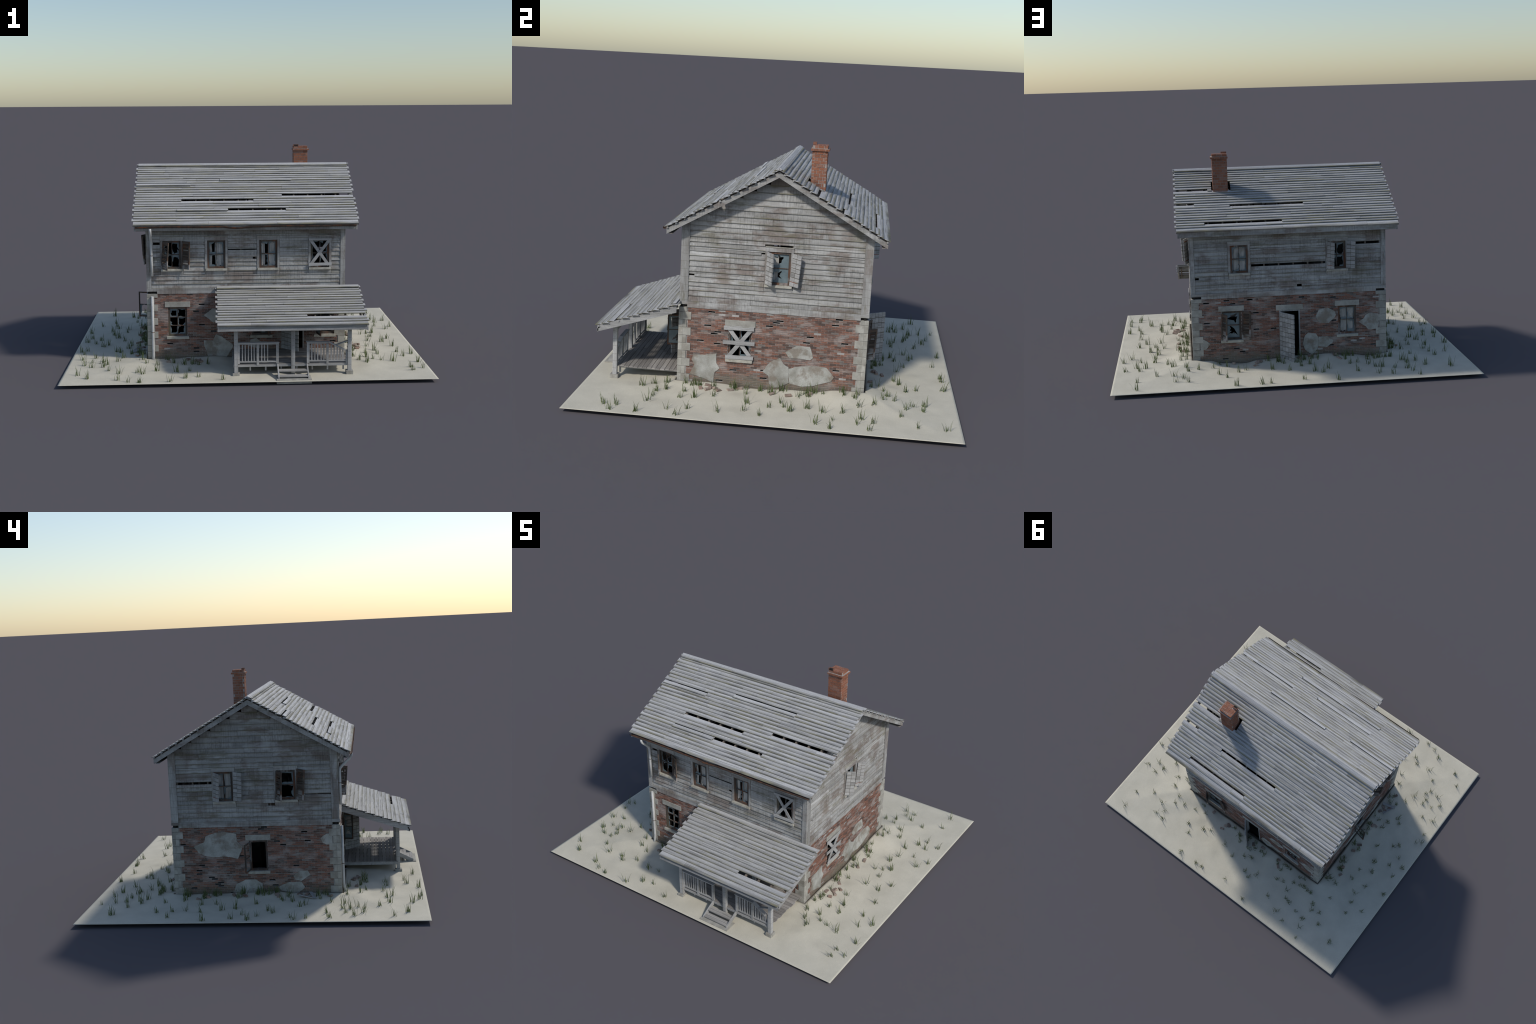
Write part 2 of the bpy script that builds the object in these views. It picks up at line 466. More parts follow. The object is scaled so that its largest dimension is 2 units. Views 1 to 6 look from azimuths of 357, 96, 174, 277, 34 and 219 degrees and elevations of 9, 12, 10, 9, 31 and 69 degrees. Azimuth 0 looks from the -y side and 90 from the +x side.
# bricks fallen out: (u, z) of each hole
GONE = {
    "front": [(-.257, .344), (-.291, .305), (-.258, .228), (-.189, .190), (-.447, .122), (-.291, .092), (-.291, .073), (.49, .120), (.30, .38)],
    "right": [(-.303, .395), (-.320, .325), (-.288, .288), (-.267, .297), (-.354, .248), (-.268, .240), (.025, .366), (.043, .374), (-.010, .345),
              (.300, .403), (.285, .374), (.198, .306), (.182, .277), (.337, .287), (-.181, .113), (-.025, .084), (.302, .150), (-.04, .12), (-.235, .05)],
    "back": [(.473, .383), (.352, .392), (.317, .373), (.215, .392), (.180, .316), (.110, .218), (.207, .218), (.474, .267), (.301, .112), (.266, .093),
             (.355, .147), (-.062, .392), (-.252, .383), (-.487, .092), (-.245, .248), (.37, .05), (-.24, .101)],
    "left": [(.391, .315), (.288, .200), (.304, .170), (.304, .151), (.237, .131), (.217, .121), (.184, .103), (.200, .093), (.184, .083), (.339, .074), (.150, .046),
             (.078, .248), (-.042, .402), (-.023, .393), (-.265, .374), (-.110, .325), (-.144, .306), (-.283, .325), (-.214, .189), (-.075, .113), (-.092, .084)],
}
QUOIN_Z = 0.0388


def openings(side):
    o = [(*w["u"], *w["z"]) for w in WINDOWS if w["w"] == side and w["z"][0] < 0.4]
    return o + [(*d["u"], 0.0 if d["w"] == "back" else d["z"][0], d["z"][1]) for d in DOORS if d["w"] == side]


def build_brick():
    for side, wall in WALLS.items():
        H = wall.half
        holes = openings(side)
        stones = []
        for w in WINDOWS:
            if w["w"] == side and w["z"][0] < 0.4:
                stones += [(w["u"][0] - .018, w["u"][1] + .018, w["z"][1], w["z"][1] + .032), (w["u"][0] - .010, w["u"][1] + .010, w["z"][0] - .016, w["z"][0])]
        for d in DOORS:
            if d["w"] == side:
                stones.append((d["u"][0] - .018, d["u"][1] + .018, d["z"][1], d["z"][1] + .032))
        g, gone = Geo(), []
        edge = H - 0.040
        r = random.Random(side)
        for row in range(int(BAND0 / BRICK_H) + 1):
            z0, z1 = row * BRICK_H, min((row + 1) * BRICK_H, BAND0)
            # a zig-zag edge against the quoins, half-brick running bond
            u = -edge - BRICK_L * (0.5 if row % 2 else 0.0)
            while u < edge:
                a, b = max(u, -edge), min(u + BRICK_L, edge)
                cu, cz = (a + b) / 2, (z0 + z1) / 2
                u += BRICK_L
                if b - a < 0.006:
                    continue
                if any(abs(cu - p) < BRICK_L / 2 and abs(cz - q) <= BRICK_H / 2 for p, q in GONE[side]):
                    gone.append((a, b, z0, z1 - 0.0012))
                    continue
                if r.random() < 0.012:          # a brick knocked back
                    out = -0.0045
                else:
                    out = r.uniform(-0.0006, 0.0008)
                for p0, p1, q0, q1 in minus((a + .0009, b - .0009, z0 + .0009, z1 - .0009), holes + stones):
                    if p1 - p0 > 0.003 and q1 - q0 > 0.003:
                        wall.slab(g, p0, p1, q0, q1, -0.009, out)
        make("brickwork", g, M_BRICK, HOUSE, kind="stuff")
        g = Geo()                                # mortar core, open where bricks fell out
        for a, b, z0, z1 in minus((-H + .012, H - .012, 0.0, BAND0 - .003), holes + gone):
            wall.slab(g, a, b, z0, z1, -0.016, -0.0016)
        make("mortar_wall", g, M_MORTAR, HOUSE)
        g = Geo()                                # dark boards added as backing, so the brick holes show black
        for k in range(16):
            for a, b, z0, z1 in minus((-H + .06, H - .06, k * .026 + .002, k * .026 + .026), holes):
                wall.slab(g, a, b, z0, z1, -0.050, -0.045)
        make("dark_backing", g, M_DARK, HOUSE)
        for s0, s1, z0, z1 in stones:            # lintels and sills
            g = Geo()
            lintel = z1 - z0 > 0.02
            wall.slab(g, s0, s1, z0 + .0005, z1 - .0005, -0.012, 0.004 if lintel else 0.010)
            make("lintel" if lintel else "window_sill", g, M_STONE if lintel else M_SILL, HOUSE, bevel=0.0012)
    # corner stones, long and short alternately, wrapped round each corner
    for sx in (-1, 1):
        for sy in (-1, 1):
            for k in range(11):
                z0, z1 = k * QUOIN_Z - .002, min((k + 1) * QUOIN_Z - .002, BAND0 + .001)
                if z1 - z0 < 0.008 or z1 < 0.02:
                    continue
                lx, ly = (0.0605, 0.0385) if k % 2 == 0 else (0.0385, 0.0605)
                ox, oy = XW + .0030, YW + .0030
                g = Geo()
                g.box((ox - lx if sx > 0 else -ox, oy - 0.02 if sy > 0 else -oy, z0 + .0006),
                      (ox if sx > 0 else -ox + lx, oy if sy > 0 else -oy + 0.02, z1 - .0006))
                g.box((ox - 0.02 if sx > 0 else -ox, (oy - ly if sy > 0 else -oy + .02), z0 + .0006),
                      (ox if sx > 0 else -ox + 0.02, (oy - .02 if sy > 0 else -oy + ly), z1 - .0006))
                make("corner_stone", g, M_STONE, HOUSE, bevel=0.0009)
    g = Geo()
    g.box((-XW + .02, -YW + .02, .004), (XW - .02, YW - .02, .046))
    g.box((-XW + .012, -YW + .012, .425), (XW - .012, YW - .012, .430))  # upper floor, added to keep light out of the rooms
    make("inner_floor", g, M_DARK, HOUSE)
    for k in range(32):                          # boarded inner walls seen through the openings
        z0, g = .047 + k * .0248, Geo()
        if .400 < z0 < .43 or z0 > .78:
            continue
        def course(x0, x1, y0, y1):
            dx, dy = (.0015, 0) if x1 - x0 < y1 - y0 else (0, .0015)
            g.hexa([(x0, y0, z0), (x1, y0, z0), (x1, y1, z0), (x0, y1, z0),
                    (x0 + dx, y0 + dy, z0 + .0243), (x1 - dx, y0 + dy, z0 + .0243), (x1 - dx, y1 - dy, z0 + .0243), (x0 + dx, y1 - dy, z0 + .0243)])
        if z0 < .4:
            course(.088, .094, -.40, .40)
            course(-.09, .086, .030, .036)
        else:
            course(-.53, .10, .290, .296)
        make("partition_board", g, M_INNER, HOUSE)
    g = Geo()
    path = [(x, -HY) for x in spread([-HX, HX], .02)] + [(HX, y) for y in spread([-HY, HY], .02)[1:]]
    path += [(-x, HY) for x in spread([-HX, HX], .02)[1:]] + [(-HX, -y) for y in spread([-HY, HY], .02)[1:-1]]
    n = len(path)
    for i, (x, y) in enumerate(path):            # added filler sloping from the sand's edge to the wall foot, closing the slit
        z = sand_z(x, y)
        g.v += [(x * 1.004, y * 1.004, z - .004), (x * .975, y * .970, z - .012), (x * .975, y * .970, 0), (x * 1.004, y * 1.004, 0)]
        for k in range(4):
            j = (i + 1) % n
            g.f.append((4 * i + k, 4 * j + k, 4 * j + (k + 1) % 4, 4 * i + (k + 1) % 4))
    make("slit_filler", g, M_FILLER, HOUSE)


build_brick()

# torn plaster patches left on the brick: outlines (u, z)
PLASTER = {
    "front": [[(-.241, .283), (-.189, .322), (-.165, .315), (-.14, .28), (-.165, .245), (-.188, .239)],
              [(-.191, .135), (-.174, .171), (-.140, .158), (-.076, .108), (-.083, .088), (-.117, .035), (-.219, .045), (-.240, .103), (-.242, .138)],
              [(.012, .10), (.022, .138), (.056, .146), (.082, .125), (.075, .085)]],
    "right": [[(-.376, .176), (-.32, .178), (-.264, .189), (-.262, .141), (-.246, .116), (-.269, .095), (-.274, .040), (-.33, .062), (-.391, .078), (-.370, .122), (-.384, .150)],
              [(-.037, .118), (0, .170), (.045, .193), (.062, .166), (.088, .149), (.092, .072), (.055, .05), (.019, .040), (-.003, .060), (-.008, .099)],
              [(.0895, .142), (.130, .156), (.215, .166), (.271, .161), (.307, .117), (.293, .096), (.209, .066), (.154, .058), (.0935, .069)],
              [(.068, .224), (.121, .260), (.185, .259), (.202, .206), (.189, .194), (.140, .197), (.091, .194)]],
    "back": [[(-.148, .277), (-.167, .315), (-.218, .325), (-.259, .302), (-.266, .280), (-.258, .264), (-.222, .232), (-.171, .238)],
             [(-.085, .168), (-.104, .182), (-.148, .175), (-.163, .147), (-.159, .091), (-.123, .050), (-.083, .082), (-.070, .119)],
             [(-.164, .152), (-.212, .157), (-.247, .131), (-.244, .115), (-.211, .091), (-.161, .100)],
             [(-.398, .231), (-.427, .249), (-.438, .268), (-.460, .281), (-.512, .273), (-.514, .205), (-.506, .184), (-.453, .182), (-.437, .204)],
             [(.514, .180), (.493, .172), (.457, .147), (.484, .115), (.514, .112)]],
    "left": [[(.338, .303), (.280, .327), (.271, .358), (.219, .377), (.161, .382), (.103, .369), (.101, .330), (.072, .300), (.080, .271), (.100, .233), (.165, .247), (.217, .244), (.270, .250), (.313, .268)],
             [(.134, .045), (.114, .093), (.063, .116), (.007, .116), (-.028, .094), (-.026, .045)],
             [(-.112, .073), (-.172, .099), (-.237, .101), (-.256, .070), (-.219, .036), (-.131, .050)],
             [(-.196, .132), (-.230, .161), (-.273, .162), (-.288, .137), (-.238, .104), (-.205, .112)],
             [(-.349, .338), (-.383, .360), (-.412, .359), (-.412, .300), (-.381, .301), (-.359, .311)]],
}


def build_plaster():
    for side, polys in PLASTER.items():
        wall = WALLS[side]
        for poly in polys:
            pts = []
            for i, (a, b) in enumerate(poly):      # nibbled edge
                c, d = poly[(i + 1) % len(poly)]
                pts.append((a, b))
                n = max(1, int(math.hypot(c - a, d - b) / 0.014))
                for k in range(1, n):
                    t = k / n
                    pts.append((a + (c - a) * t + rnd.uniform(-.0016, .0016), b + (d - b) * t + rnd.uniform(-.0016, .0016)))
            g = Geo()
            g.prism([wall(u, z, 0.0026) for u, z in pts], [wall(u, z, -0.003) for u, z in pts])
            make("plaster_patch", g, M_PLASTER, HOUSE)


build_plaster()

# ------------------------------------------------------------------ clapboard storey
# boards missing from the cladding: (u0, u1, z0, z1)
GAPS = {
    "front": [(-.518, -.481, .685, .699), (-.101, .059, .6515, .658), (.038, .0585, .601, .614), (.062, .185, .5165, .528)],
    "right": [(-.055, .078, .7305, .741), (-.071, -.053, .686, .698), (-.413, -.386, .562, .5735)],
    "back": [(-.211, .2115, .581, .595), (.509, .532, .518, .532), (-.073, -.046, .4545, .470), (-.524, -.388, .685, .699)],
    "left": [(.217, .413, .643, .657), (-.413, -.275, .5725, .577), (-.118, -.078, .518, .533)],
}


def build_siding():
    for side, wall in WALLS.items():
        H, r = wall.half, random.Random("clap" + side)
        gable = side in ("left", "right")
        corner = 0.0375 if gable else 0.0245
        ax = "y" if gable else "x"
        mat, clap = M_SID[ax], M_CLAP[ax]
        holes = [(w["u"][0] - .0135, w["u"][1] + .0135, .5145, .7305) for w in WINDOWS if w["w"] == side and w["z"][0] > 0.4] + GAPS[side]
        z, top = BAND1, (1.082 if gable else 0.818)
        while z < top - 0.008:
            zb = min(z + r.uniform(.0195, .0295), top)
            if z > .83:
                zb = min(z + r.uniform(.025, .040), top)
            half = H - corner
            if gable and zb > 0.80:
                half = max(min(H, (1.079 - zb) / TAN), 0.004)
                if half < H and zb < 0.826:
                    half = H
            lean = 0.0050
            for a, b, z0, z1 in minus((-half, half, z, zb), holes):
                if z1 - z0 < 0.0025:
                    continue
                full = abs(z0 - z) < 1e-5
                cuts, u = [a], a + r.uniform(.18, .55)
                while u < b - 0.08 and z1 - z0 > 0.012:
                    cuts.append(u)
                    u += r.uniform(.25, .60)
                cuts.append(b)
                for p, q in zip(cuts, cuts[1:]):
                    g = Geo()
                    f0 = (z0 - z) / (zb - z) * lean
                    over = 0.004 if abs(z1 - zb) < 1e-5 else 0.0
                    tl = r.uniform(-.0009, .0009) if r.random() < .8 else r.uniform(-.0022, .0022)
                    jut = r.uniform(-.0006, .0007)
                    wall.slab(g, p + .0004, q - .0004, z0 - (0.0008 if full else 0), z1 + over, -0.0036 - f0 + jut, -f0 + jut,
                              lean=lean * (z1 + over - z0) / (zb - z), tilt=tl if q - p > .1 else 0)
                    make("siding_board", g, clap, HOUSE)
            z = zb
        # band between the storeys, notched where the corner blocks rotted away
        g = Geo()
        cut = 0.0555 if not gable else 0.0365
        for a, b, z0, z1 in minus((-H - .002, H + .002, BAND0, BAND1), [(-H - .01, -H + cut, .4, .4225), (H - cut, H + .01, .4, .4225)]):
            wall.slab(g, a, b, z0, z1, -0.010, 0.0032 if not gable else 0.0028)
        make("band_board", g, mat, HOUSE)
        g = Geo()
        for s in (-1, 1):                        # added dark blocks behind the notches, to read as black holes
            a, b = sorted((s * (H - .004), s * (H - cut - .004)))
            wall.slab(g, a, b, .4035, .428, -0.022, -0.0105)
        make("notch_backing", g, M_DARK, HOUSE)
        for s in (-1, 1):                        # corner boards
            g = Geo()
            a, b = sorted((s * (H + .0018), s * (H - corner)))
            wall.slab(g, a, b, BAND1 + .0003, .8185, -0.006, 0.0022 if gable else 0.0016)
            make("corner_board", g, M_SID["z"], HOUSE)
        for k in range(int(2 * H / .083) + 1):   # studs seen through the gaps
            u = -H + .03 + k * .083
            zt = (1.07 - abs(u) * TAN) if gable else .81
            if any(h[0] - .006 < u < h[1] + .006 for h in openings_upper(side)):
                continue
            g = Geo()
            wall.slab(g, u - .004, u + .004, BAND1, zt, -0.030, -0.0095)
            make("wall_stud", g, M_STUD, HOUSE)


def openings_upper(side):
    return [w["u"] for w in WINDOWS if w["w"] == side and w["z"][0] > 0.4]


build_siding()

# ------------------------------------------------------------------ window parts
def shutter_plank(w, h, cols, rows, seed, t=0.005):
    """boards in courses with a seam down the middle, hinge edge on x = 0"""
    g, r = Geo(), random.Random(seed)
    for i in range(cols):
        for j in range(rows):
            a, b = w * i / cols, w * (i + 1) / cols
            z0, z1 = h * j / rows, h * (j + 1) / rows
            d = r.uniform(-.0005, .0005)
            lean, e = 0.0014, 0.0007
            g.hexa([(a + e, -t / 2 - lean, z0 + .0024), (b - e, -t / 2 - lean, z0 + .0024), (b - e, -t / 2, z1 - .0006), (a + e, -t / 2, z1 - .0006),
                    (a + e, t / 2 + d + lean, z0 + .0024), (b - e, t / 2 + d + lean, z0 + .0024), (b - e, t / 2 + d, z1 - .0006), (a + e, t / 2 + d, z1 - .0006)])
    g.m = 1
    g.box((.001, -t / 2 + .0010, .001), (w - .001, t / 2 - .0014, h - .001))
    return g


def hinge_straps(w, h, t=0.005):
    g = Geo()
    for z in (h * .14, h * .88):
        g.box((.002, -t / 2 - .0006, z), (w * .8, t / 2 + .0024, z + .0035))
    return g


def shutter_louvre(w, h, torn, seed):
    g, r = Geo(), random.Random(seed)
    t, s = 0.006, 0.0085
    for a, b in ((0, s), (w - s, w)):
        g.box((a, -t / 2, 0), (b, t / 2, h))
    mids = [(0, .016), (h * .47, h * .47 + .010), (h - .013, h)]
    for a, b in mids:
        g.box((s, -t / 2 + .0004, a), (w - s, t / 2 - .0004, b))
    for (a0, a), (b, b0) in zip(mids, mids[1:]):
        n = 9
        for k in range(n):
            if r.random() < (0.42 if torn else 0.10):
                continue
            z = a + (b - a) * (k + .5) / n
            dz = r.uniform(-.004, .004) if r.random() < .2 else 0
            g.hexa([(s, -.0026, z + .0022), (w - s, -.0026, z + .0022 + dz), (w - s, -.0012, z + .0038 + dz), (s, -.0012, z + .0038),
                    (s, .0012, z - .0038), (w - s, .0012, z - .0038 + dz), (w - s, .0026, z - .0022 + dz), (s, .0026, z - .0022)])
    return g


def glass_pane(g, wall, u0, u1, z0, z1, n, mode, r):
    """a pane with a jagged hole: wedge pieces between the rebate and the break"""
    cu, cz = (u0 + u1) / 2, (z0 + z1) / 2
    hw, hh = (u1 - u0) / 2, (z1 - z0) / 2
    if mode == "star":
        ox, oz, lo, hi = -0.25, r.uniform(-.1, .3), .15, .78
    else:
        ox, oz, lo, hi = r.uniform(-.3, .3), r.uniform(-.3, .3), .62, 1.08
    angs = sorted([math.atan2(sz * hh, sx * hw) for sx in (-1, 1) for sz in (-1, 1)] + [r.uniform(-math.pi, math.pi) for _ in range(15)])
    rim, brk = [], []
    last = 0.8
    for k, t in enumerate(angs):
        c, s = math.cos(t), math.sin(t)
        q = min(hw / abs(c) if abs(c) > 1e-6 else 9, hh / abs(s) if abs(s) > 1e-6 else 9)
        R = (c * q, s * q)
        f = (r.uniform(lo, hi) if mode == "star" else min(1.0, max(lo, last + r.uniform(-.28, .28))))
        last = f
        rim.append((cu + R[0], cz + R[1]))
        brk.append((cu + ox * hw * (1 - f) + R[0] * f, cz + oz * hh * (1 - f) + R[1] * f))
    m = len(angs)
    for i in range(m):
        j = (i + 1) % m
        q = [brk[i], rim[i], rim[j], brk[j]]
        area = sum(q[a][0] * q[(a + 1) % 4][1] - q[(a + 1) % 4][0] * q[a][1] for a in range(4)) / 2
        if abs(area) < 2e-6:
            continue
        g.hexa([wall(u, z, n) for u, z in q] + [wall(u, z, n + .0008) for u, z in q])


def curtain(wall, u0, u1, z0, z1, n, r):
    g, nu, nz = Geo(), 22, 14
    ph, fold = r.uniform(0, 6), r.uniform(3, 5) * max(1, (u1 - u0) / .04)
    for j in range(nz + 1):
        for i in range(nu + 1):
            a, b = i / nu, j / nz
            gather = 1 - .18 * (1 - b) * math.sin(b * 3 + ph) * .5
            u = u0 + (u1 - u0) * (.5 + (a - .5) * gather) + .0012 * math.sin(b * 7 + ph)
            z = z1 - (z1 - z0) * (1 - b) + (0 if j else r.uniform(0, .008))
            g.v.append(wall(u, z, n + .0022 * math.sin(a * fold * 2.2 + ph + b) + .0008 * math.sin(a * 23 + b * 4)))
    for j in range(nz):
        for i in range(nu):
            k = j * (nu + 1) + i
            g.f.append((k, k + 1, k + nu + 2, k + nu + 1))
    return g


def place(o, wall, u, z, n, toward, angle, sag, h):
    """hang a leaf: hinge at (u, z), closed direction +-u, swung out by angle, drooping by sag"""
    a, s = math.radians(angle), math.radians(sag)
    d = (wall.u_axis() * toward * math.cos(a) + wall.n_axis() * math.sin(a)).normalized()
    zax = Vector((0, 0, 1))
    yax = zax.cross(d)
    basis = Matrix((d, yax, zax)).transposed().to_4x4()
    o.matrix_world = Matrix.Translation(Vector(wall(u, z, n))) @ basis @ Matrix.Translation((0, 0, h / 2)) @ Matrix.Rotation(s, 4, "Y") @ Matrix.Translation((0, 0, -h / 2))


SHARED = {}


def shared(key, fn, mat):
    if key not in SHARED:
        g = fn()
        me = bpy.data.meshes.new(key)
        me.from_pydata(g.v, [], g.f)
        for q in (mat if isinstance(mat, list) else [mat]):
            me.materials.append(q)
        me.polygons.foreach_set("material_index", g.mi)
        SHARED[key] = me
    return SHARED[key]


def sash_geo(w, h):
    g = Geo()
    for a in ((0, -.003, 0, .007, .003, h), (w - .007, -.003, 0, w, .003, h), (.007, -.003, 0, w - .007, .003, .008), (.007, -.003, h - .007, w - .007, .003, h),
              (.007, -.0018, h * .49, w - .007, .0018, h * .49 + .0035)):
        g.box(a[:3], a[3:])
    return g


class LeafPlane:
    """lets glass_pane work in a leaf's own x-z plane"""
    def __call__(self, u, z, n=0.0):
        return (u, n, z)


def build_windows():
    for i, w in enumerate(WINDOWS):
        wall, r = WALLS[w["w"]], random.Random(100 + i)
        (u0, u1), (z0, z1) = w["u"], w["z"]
        upper = z0 > 0.4
        fw = 0.0105
        g = Geo()                                   # frame and glazing bars
        for a in ((u0, u0 + fw, z0, z1), (u1 - fw, u1, z0, z1), (u0 + fw, u1 - fw, z0, z0 + fw), (u0 + fw, u1 - fw, z1 - fw, z1)):
            wall.slab(g, *a, -0.024, -0.0045)
        cols, rows = w["cells"]
        cw, ch = (u1 - u0 - 2 * fw) / max(cols, 1), (z1 - z0 - 2 * fw) / max(rows, 1)
        for k in range(1, cols):
            u = u0 + fw + cw * k
            wall.slab(g, u - .0015, u + .0015, z0 + fw, z1 - fw, -0.016, -0.0095)
        for k in range(1, rows):
            z = z0 + fw + ch * k
            wall.slab(g, u0 + fw, u1 - fw, z - .0019, z + .0019, -0.0165, -0.009)
        frame = make("window", g, M_BROWN["z"], HOUSE)
        if cols:
            for a in range(cols):
                for b in range(rows):
                    g = Geo()
                    glass_pane(g, wall, u0 + fw + a * cw, u0 + fw + (a + 1) * cw, z0 + fw + b * ch, z0 + fw + (b + 1) * ch, -0.0135, w["glass"], r)
                    make("glass_pane", g, M_GLASS, frame)
        for a, b in w.get("curtain", []):
            make("curtain", curtain(wall, u0 + (u1 - u0) * a, u0 + (u1 - u0) * b, z0 + .008, z1 - .006, -0.021, r), M_CLOTH, frame, smooth=True)
        if upper:                                   # casing, sill and apron board
            mat = M_SID["y" if w["w"] in ("left", "right") else "x"]
            for a, m, nm in (((u0 - .013, u0 - .0003, .549, .7078), M_SID["z"], "casing"), ((u1 + .0003, u1 + .013, .549, .7078), M_SID["z"], "casing"),
                             ((u0 - .0135, u1 + .0135, .708, .7285), mat, "head_casing"), ((u0 - .0125, u1 + .0125, .515, .5365), mat, "apron_board")):
                g = Geo()
                wall.slab(g, *a, -0.012, {"casing": .001, "head_casing": .0022, "apron_board": -.0008}[nm])
                make(nm, g, m, frame)
            g = Geo()
            wall.slab(g, u0 - .0135, u1 + .0135, .7287, .7305, -0.012, 0.0045)
            make("head_cap", g, M_SILL, frame)
            g = Geo()
            wall.slab(g, u0 - .0115, u1 + .0115, .537, .5488, -0.014, 0.0095, lean=0.001)
            make("window_sill", g, M_SILL, frame, bevel=0.001)
        sw, sh = 0.0515, (z1 - z0) - 0.002
        for kind, edge, ang, sag in w.get("shut", []):
            hinge = w["u"][edge] + (0.004 if edge else -0.004)
            if kind == "plank":
                me = shared("shutter_plank_%d" % edge, lambda: shutter_plank(sw, sh, 2, 7, edge), [M_GREY["x"], M_SEAM])
            else:
                me = shared("shutter_%s_%d" % (kind, edge), lambda: shutter_louvre(sw, sh, kind == "louvre_torn", edge + 5), M_BROWN["x"])
            o = make("shutter", me, None, frame)
            place(o, wall, hinge, z0 + .001, 0.004, -1 if edge else 1, ang, sag, sh)
            if kind == "plank" and edge:
                s = make("hinge_strap", shared("hinge_strap", lambda: hinge_straps(sw, sh), M_RUST_STRIP), None, frame)
                s.matrix_world = o.matrix_world
        if "sash" in w:
            edge, ang, width = w["sash"]
            h = z1 - z0 - .012
            o = make("window_sash", sash_geo(width, h), M_BROWN["z"], frame)
            place(o, wall, w["u"][edge] + (-.006 if edge else .006), z0 + .006, 0.002, -1 if edge else 1, ang, 0, h)
            g = Geo()
            glass_pane(g, LeafPlane(), .007, width - .007, h * .51, h - .007, 0, "broken", r)
            glass_pane(g, LeafPlane(), .007, width - .007, .008, h * .49, 0, "star" if w["w"] == "front" else "broken", r)
            p = make("glass_pane", g, M_GLASS, frame)
            p.matrix_world = o.matrix_world
        if "boards" in w:                           # nailed-on boards
            uc = (u0 + u1) / 2
            if w["boards"] == "upper":
                strips = [((u0 - .006, .711), (u1 - .002, .560), .0165), ((u1 + .004, .709), (u0 - .004, .562), .0165), ((u0 - .013, .5665), (u1 + .014, .569), .016),
                          ((u0 - .012, .7085), (u1 + .012, .7085), .012)]
            else:
                strips = [((u0 + .004, .318), (u1 - .004, .188), .019), ((u1 - .004, .318), (u0 + .006, .184), .019), ((u0 - .022, .324), (u1 + .012, .327), .020),
                          ((u0 - .024, .253), (u1 + .018, .2535), .019), ((u0 - .010, .180), (u1 + .014, .182), .019)]
            for k, ((a, za), (b, zb), wd) in enumerate(strips):
                g = Geo()
                n = .0035 + .0032 * (k if k < 3 else (k - 3) * .0 + 2.2)
                g.beam(wall(a, za, n), wall(b, zb, n), .0032, wd, up=Vector((0, 0, 1)) if True else None)
                make("nailed_board", g, M_GREY["y" if w["w"] == "right" else "x"], frame)
    for d in DOORS:
        wall = WALLS[d["w"]]
        (u0, u1), (z0, z1) = d["u"], d["z"]
        g = Geo()
        for a in ((u0, u0 + .007, z0, z1), (u1 - .007, u1, z0, z1), (u0 + .007, u1 - .007, z1 - .007, z1)):
            wall.slab(g, *a, -0.022, 0.001)
        fr = make("door_frame", g, M_GREY["z"], HOUSE)
        wd, h = u1 - u0 - .006, z1 - z0 - .010
        o = make("door", shutter_plank(wd, h, 5, 10, 3, .007), [M_GREY["x"], M_SEAM], fr)
        place(o, wall, u0 + .003 if not d["hinge"] else u1 - .003, z0 + .002, 0.003, -1 if d["hinge"] else 1, d["open"], 0.6, h)


build_windows()

# ------------------------------------------------------------------ roofs
class Pitch:
    """roof plane: x along, s down the slope, n out of it"""
    def __init__(self, y0, z0, sign, tan):
        self.o, self.sign, self.th = (y0, z0), sign, math.atan(tan)

    def __call__(self, x, s, n=0.0):
        c, k = math.cos(self.th), math.sin(self.th)
        return (x, self.o[0] + self.sign * (s * c + n * k), self.o[1] - s * k + n * c)

    def plank(self, g, x0, x1, s0, s1, lift=0.0, skew=0.0, t=0.0034, lap=0.0060):
        lo, hi = -lap + lift, lift
        g.hexa([self(x0, s0, lo - t), self(x1, s0 + skew, lo - t), self(x1, s1 + skew, hi - t), self(x0, s1, hi - t),
                self(x0, s0, lo), self(x1, s0 + skew, lo), self(x1, s1 + skew, hi), self(x0, s1, hi)])


def courses(pitch, n, s_start, step, xl, xr, missing, slid, mat, parent, r, name, void=None, s_end=None):
    """n lapped courses of planks; missing and slid are (course, x0, x1)"""
    for k in range(n):
        s0, s1 = (s_start + k * step if k else 0.0), s_start + (k + 1) * step
        if s_end and k == n - 1:
            s1 = s_end
        out = 0.010 if k % 2 else 0.0
        a, b = xl + out + r.uniform(-.0015, .0015), xr - out + r.uniform(-.0015, .0015)
        free = [(m[1], m[2], 0, 1) for m in missing + slid if m[0] == k] + ([(*void[1], 0, 1)] if void and k in void[0] else [])
        for p, q, _, _ in minus((a, b, 0, 1), free):
            cuts, x = [p], p + r.uniform(.16, .45)
            while x < q - .09:
                cuts.append(x)
                x += r.uniform(.34, .62)
            cuts.append(q)
            for c, d in zip(cuts, cuts[1:]):
                g = Geo()
                pitch.plank(g, c + .0003, d - .0003, s0 - .0085, s1 + r.uniform(-.0010, .0010), r.uniform(-.0007, .0007), r.uniform(-.0006, .0006))
                make(name, g, mat, parent)
        for m in slid:
            if m[0] == k:
                g = Geo()
                pitch.plank(g, m[1], m[2], s0 + .0062, s1 + .0055, .0045, m[3], lap=.003)
                make(name, g, mat, parent)


